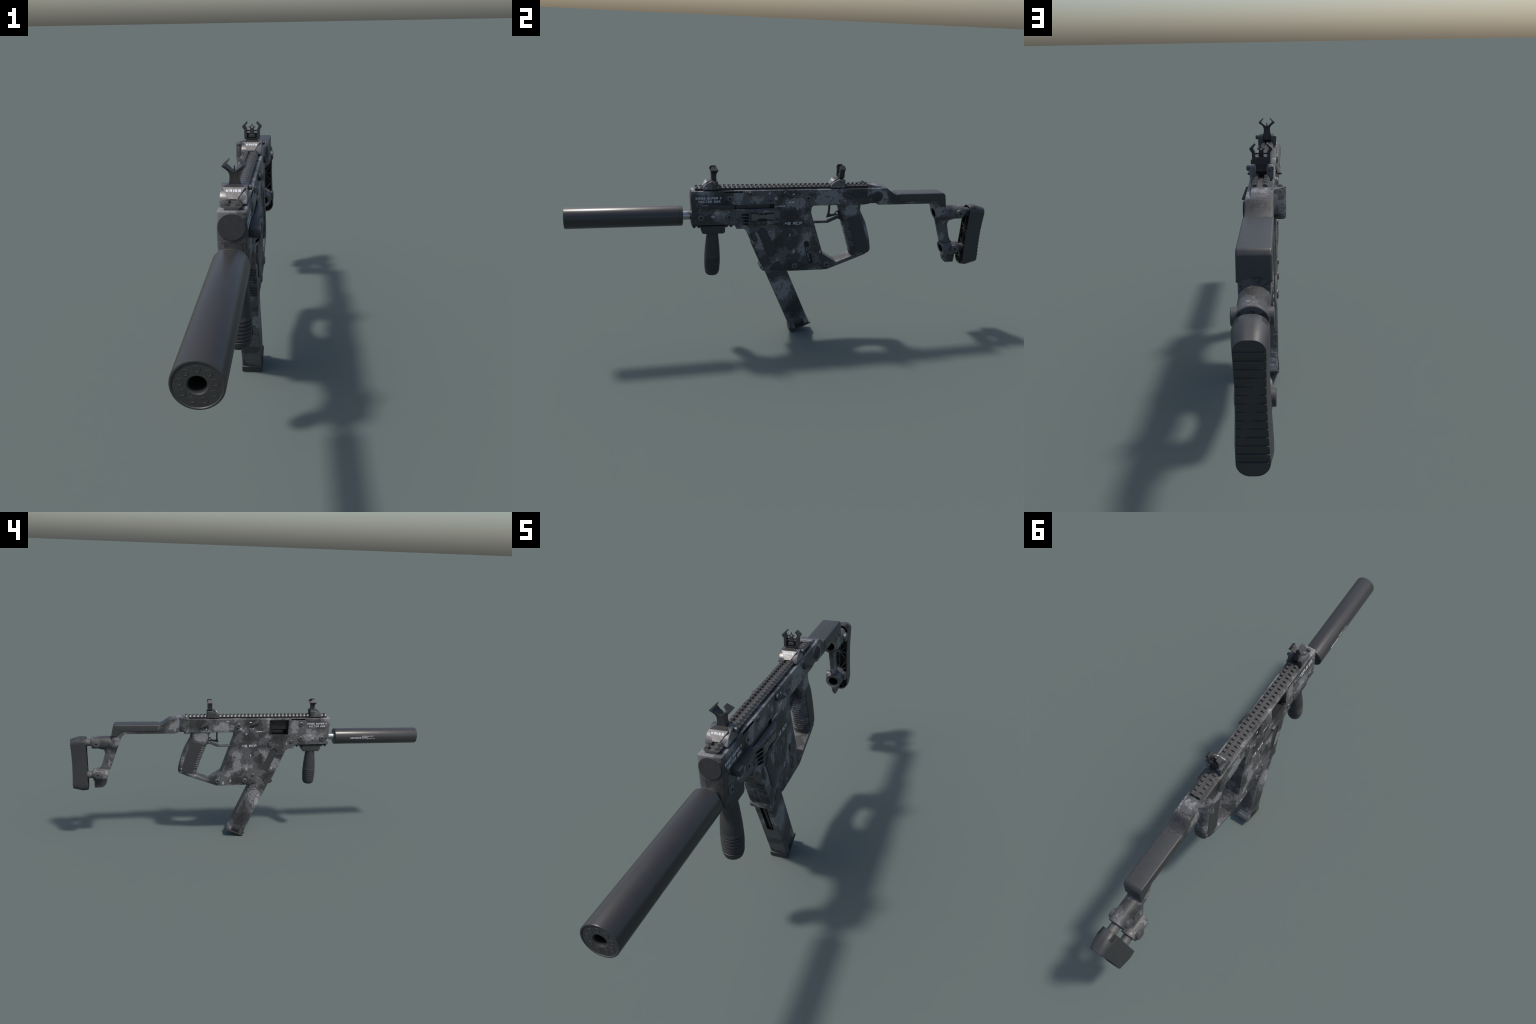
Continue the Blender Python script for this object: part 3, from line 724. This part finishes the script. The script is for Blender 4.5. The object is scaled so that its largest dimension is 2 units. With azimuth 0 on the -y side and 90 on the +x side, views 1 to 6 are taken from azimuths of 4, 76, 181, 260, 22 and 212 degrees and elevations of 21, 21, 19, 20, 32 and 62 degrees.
for zc, p in ((UZ, ut), (LZ, lt)):
    lathe('guide_rod', [(0, .87), (.0200, .87), (.0200, .9500), (0, .9500)], (0, 0, zc), (0, 1, 0), M_CAMO, 40, p)
    for s in (1, -1):
        lathe('clamp_screw', [(0, .0040), (.0052, .0040), (.0052, .0090), (.0170, .0090), (.0195, .0075), (.0195, -.006)], (s * .0345, .8580, zc + (.0005 if zc > .5 else .0070)), (s, 0, 0), M_SCREW, 36, p)
        lathe('socket', [(0, .0045), (.0050, .0045), (.0052, .002)], (s * .0345, .8580, zc + (.0005 if zc > .5 else .0070)), (s, 0, 0), M_DARK, 12, p)
# shoulder joining pad and upper tube
sh = prism('shoulder', rounded([(.6950, .6500), (.7500, .6700), (.7690, .6600), (.7760, .6100), (.7800, .5900), (fy(.59) + .004, .5900), (fy(.6300), .6300), (.7080, .6440, .006)]), -.0348, .0348, M_CAMO, .0025, parent=stock)
cut(sh, lathe_mesh([(.0345, .60), (.0345, .80)], (0, 0, UZ), (0, 1, 0), 48), M_CAMO)
cut(pad, lathe_mesh([(.0500, .738), (.0500, .80)], (0, 0, .5950), (0, 1, 0), 64), M_RUBBER)
# strut between the tubes and fin below
SP = rounded([(fy(.5660), .5660), (.8600, .5660), (.8450, .5560), (.8190, .5500, .012), (.8150, .5300, .012), (.8330, .4680, .01), (.8450, .4450, .012), (.8650, .4330), (.8600, .4290), (fy(.4290), .4290)])
prism('strut', SP, -.0085, .0085, M_CAMO, .003, parent=stock)
FN = rounded([(.8070, .3740), (.8108, .3660), (.8190, .3430, .012), (.8370, .3250, .012), (.8822, .3242, .003), (.8815, .3740)])
fin = prism('fin', FN, -.0080, .0080, M_CAMO, .0015, parent=stock)
for v in fin.data.vertices: v.co.x *= interp(v.co.z, [.324, .365], [.45, 1.25])

# ------------------------------------------------------------------ butt pad
def stadium(hw, z0, z1, y, n=16, rr=None):
    r = min(rr or hw, hw); pts = []; m = 16
    for cx, cz, a0 in ((hw - r, z1 - r, 0), (-(hw - r), z1 - r, 90), (-(hw - r), z0 + r, 180), (hw - r, z0 + r, 270)):
        arc = [math.radians(a0 + 90 * i / (n - 1)) for i in range(n)]
        if a0 in (0, 180):
            zz = z0 + r if a0 == 0 else z1 - r; sg = 1 if a0 == 0 else -1
            span = (z1 - r) - (z0 + r)
            for i in range(m): pts.append(Vector((sg * hw, y, zz + sg * span * i / m)))
        for a in arc: pts.append(Vector((cx + r * math.cos(a), y, cz + r * math.sin(a))))
    return pts
bm = bmesh.new()
spec = [(.0305, .3220, .6195, .9340, .026), (.0325, .3200, .6215, .9155, .028), (.0355, .3170, .6245, .9148, .030), (.0366, .3160, .6255, .9165, .031), (.0376, .3130, .6285, .9450, .031),
        (.0338, .3225, .6175, .9820, .028), (.0318, .3265, .6130, .9978, .026)]
rows = [[bm.verts.new(p) for p in stadium(hw, a, b, y, 16, rr)] for hw, a, b, y, rr in spec]
for A, B in zip(rows, rows[1:]):
    n = len(A)
    for i in range(n): bm.faces.new([A[i], A[(i + 1) % n], B[(i + 1) % n], B[i]])
bm.faces.new(rows[0]); bm.faces.new(rows[-1])
WAIST = lambda z: interp(z, [.31, .355, .42, .50, .58, .63], [1.0, 1.04, .955, .90, .955, 1.0])
for v in bm.verts: v.co.x *= WAIST(v.co.z)
# gentle hollow of the shoulder face
for r in rows[-2:]:
    for v in r:
        t = (v.co.z - .47) / .145; v.co.y += -.0062 * max(0, 1 - t * t)
butt = add('butt_pad', bm_mesh(bm, 'm'), M_RUBBER, None, 28)
butt.data.materials.append(M_DARK)
for p in butt.data.polygons:
    if p.center.y > .9145 and p.center.y < .9345 and math.hypot(0, p.normal.y) < .2 and abs(p.center.x) < .0325 and .3195 < p.center.z < .6225 or (p.normal.y < -.9 and p.center.y > .925): p.material_index = 1
# horizontal treads on the shoulder face
tr = []
for i in range(14):
    z = .5805 - i * .0178; yb = .9983 - .0062 * max(0, 1 - ((z - .47) / .145) ** 2)
    e = max(0, .3265 + .026 - (z - .0085)); hw = (.0318 - .026 + math.sqrt(max(1e-6, .026 ** 2 - e * e)) if e > 0 else .0318) * min(WAIST(z + .008), WAIST(z - .008))
    tr.append(hull_mesh([(x, y, zz) for x in (-hw, hw) for y, zz in ((yb - .006, z + .0084), (yb + .0030, z + .0080), (yb - .0012, z - .0094), (yb - .006, z - .0092))], .0005, 1))
o = add('tread', join_mesh(tr), M_RUBBER, butt); o['kind'] = 'stuff'
# ribs in the hollow front
rb_ = [box_mesh((-.0010, .9165, .3220), (.0010, .935, .6190))]
def rib(p, q):
    d = Vector((q[0] - p[0], q[1] - p[1])).normalized(); n = Vector((-d.y, d.x)) * .0009
    return hull_mesh([(p[0] + s * n.x if k == 0 else q[0] + s * n.x, y, (p[1] if k == 0 else q[1]) + s * n.y) for k in (0, 1) for s in (1, -1) for y in (.9175, .9345)])
for zc, hx, hz in ((.4980, .0275, .030), (.4200, .029, .030), (.5900, .023, .022), (.3520, .023, .022)):
    rb_.append(rib((-hx, zc - hz), (hx, zc + hz))); rb_.append(rib((-hx, zc + hz), (hx, zc - hz)))
    rb_.append(rib((-.027, zc), (.027, zc + .0001)))
o = add('stiffening_ribs', join_mesh(rb_), M_RUBBER, butt)
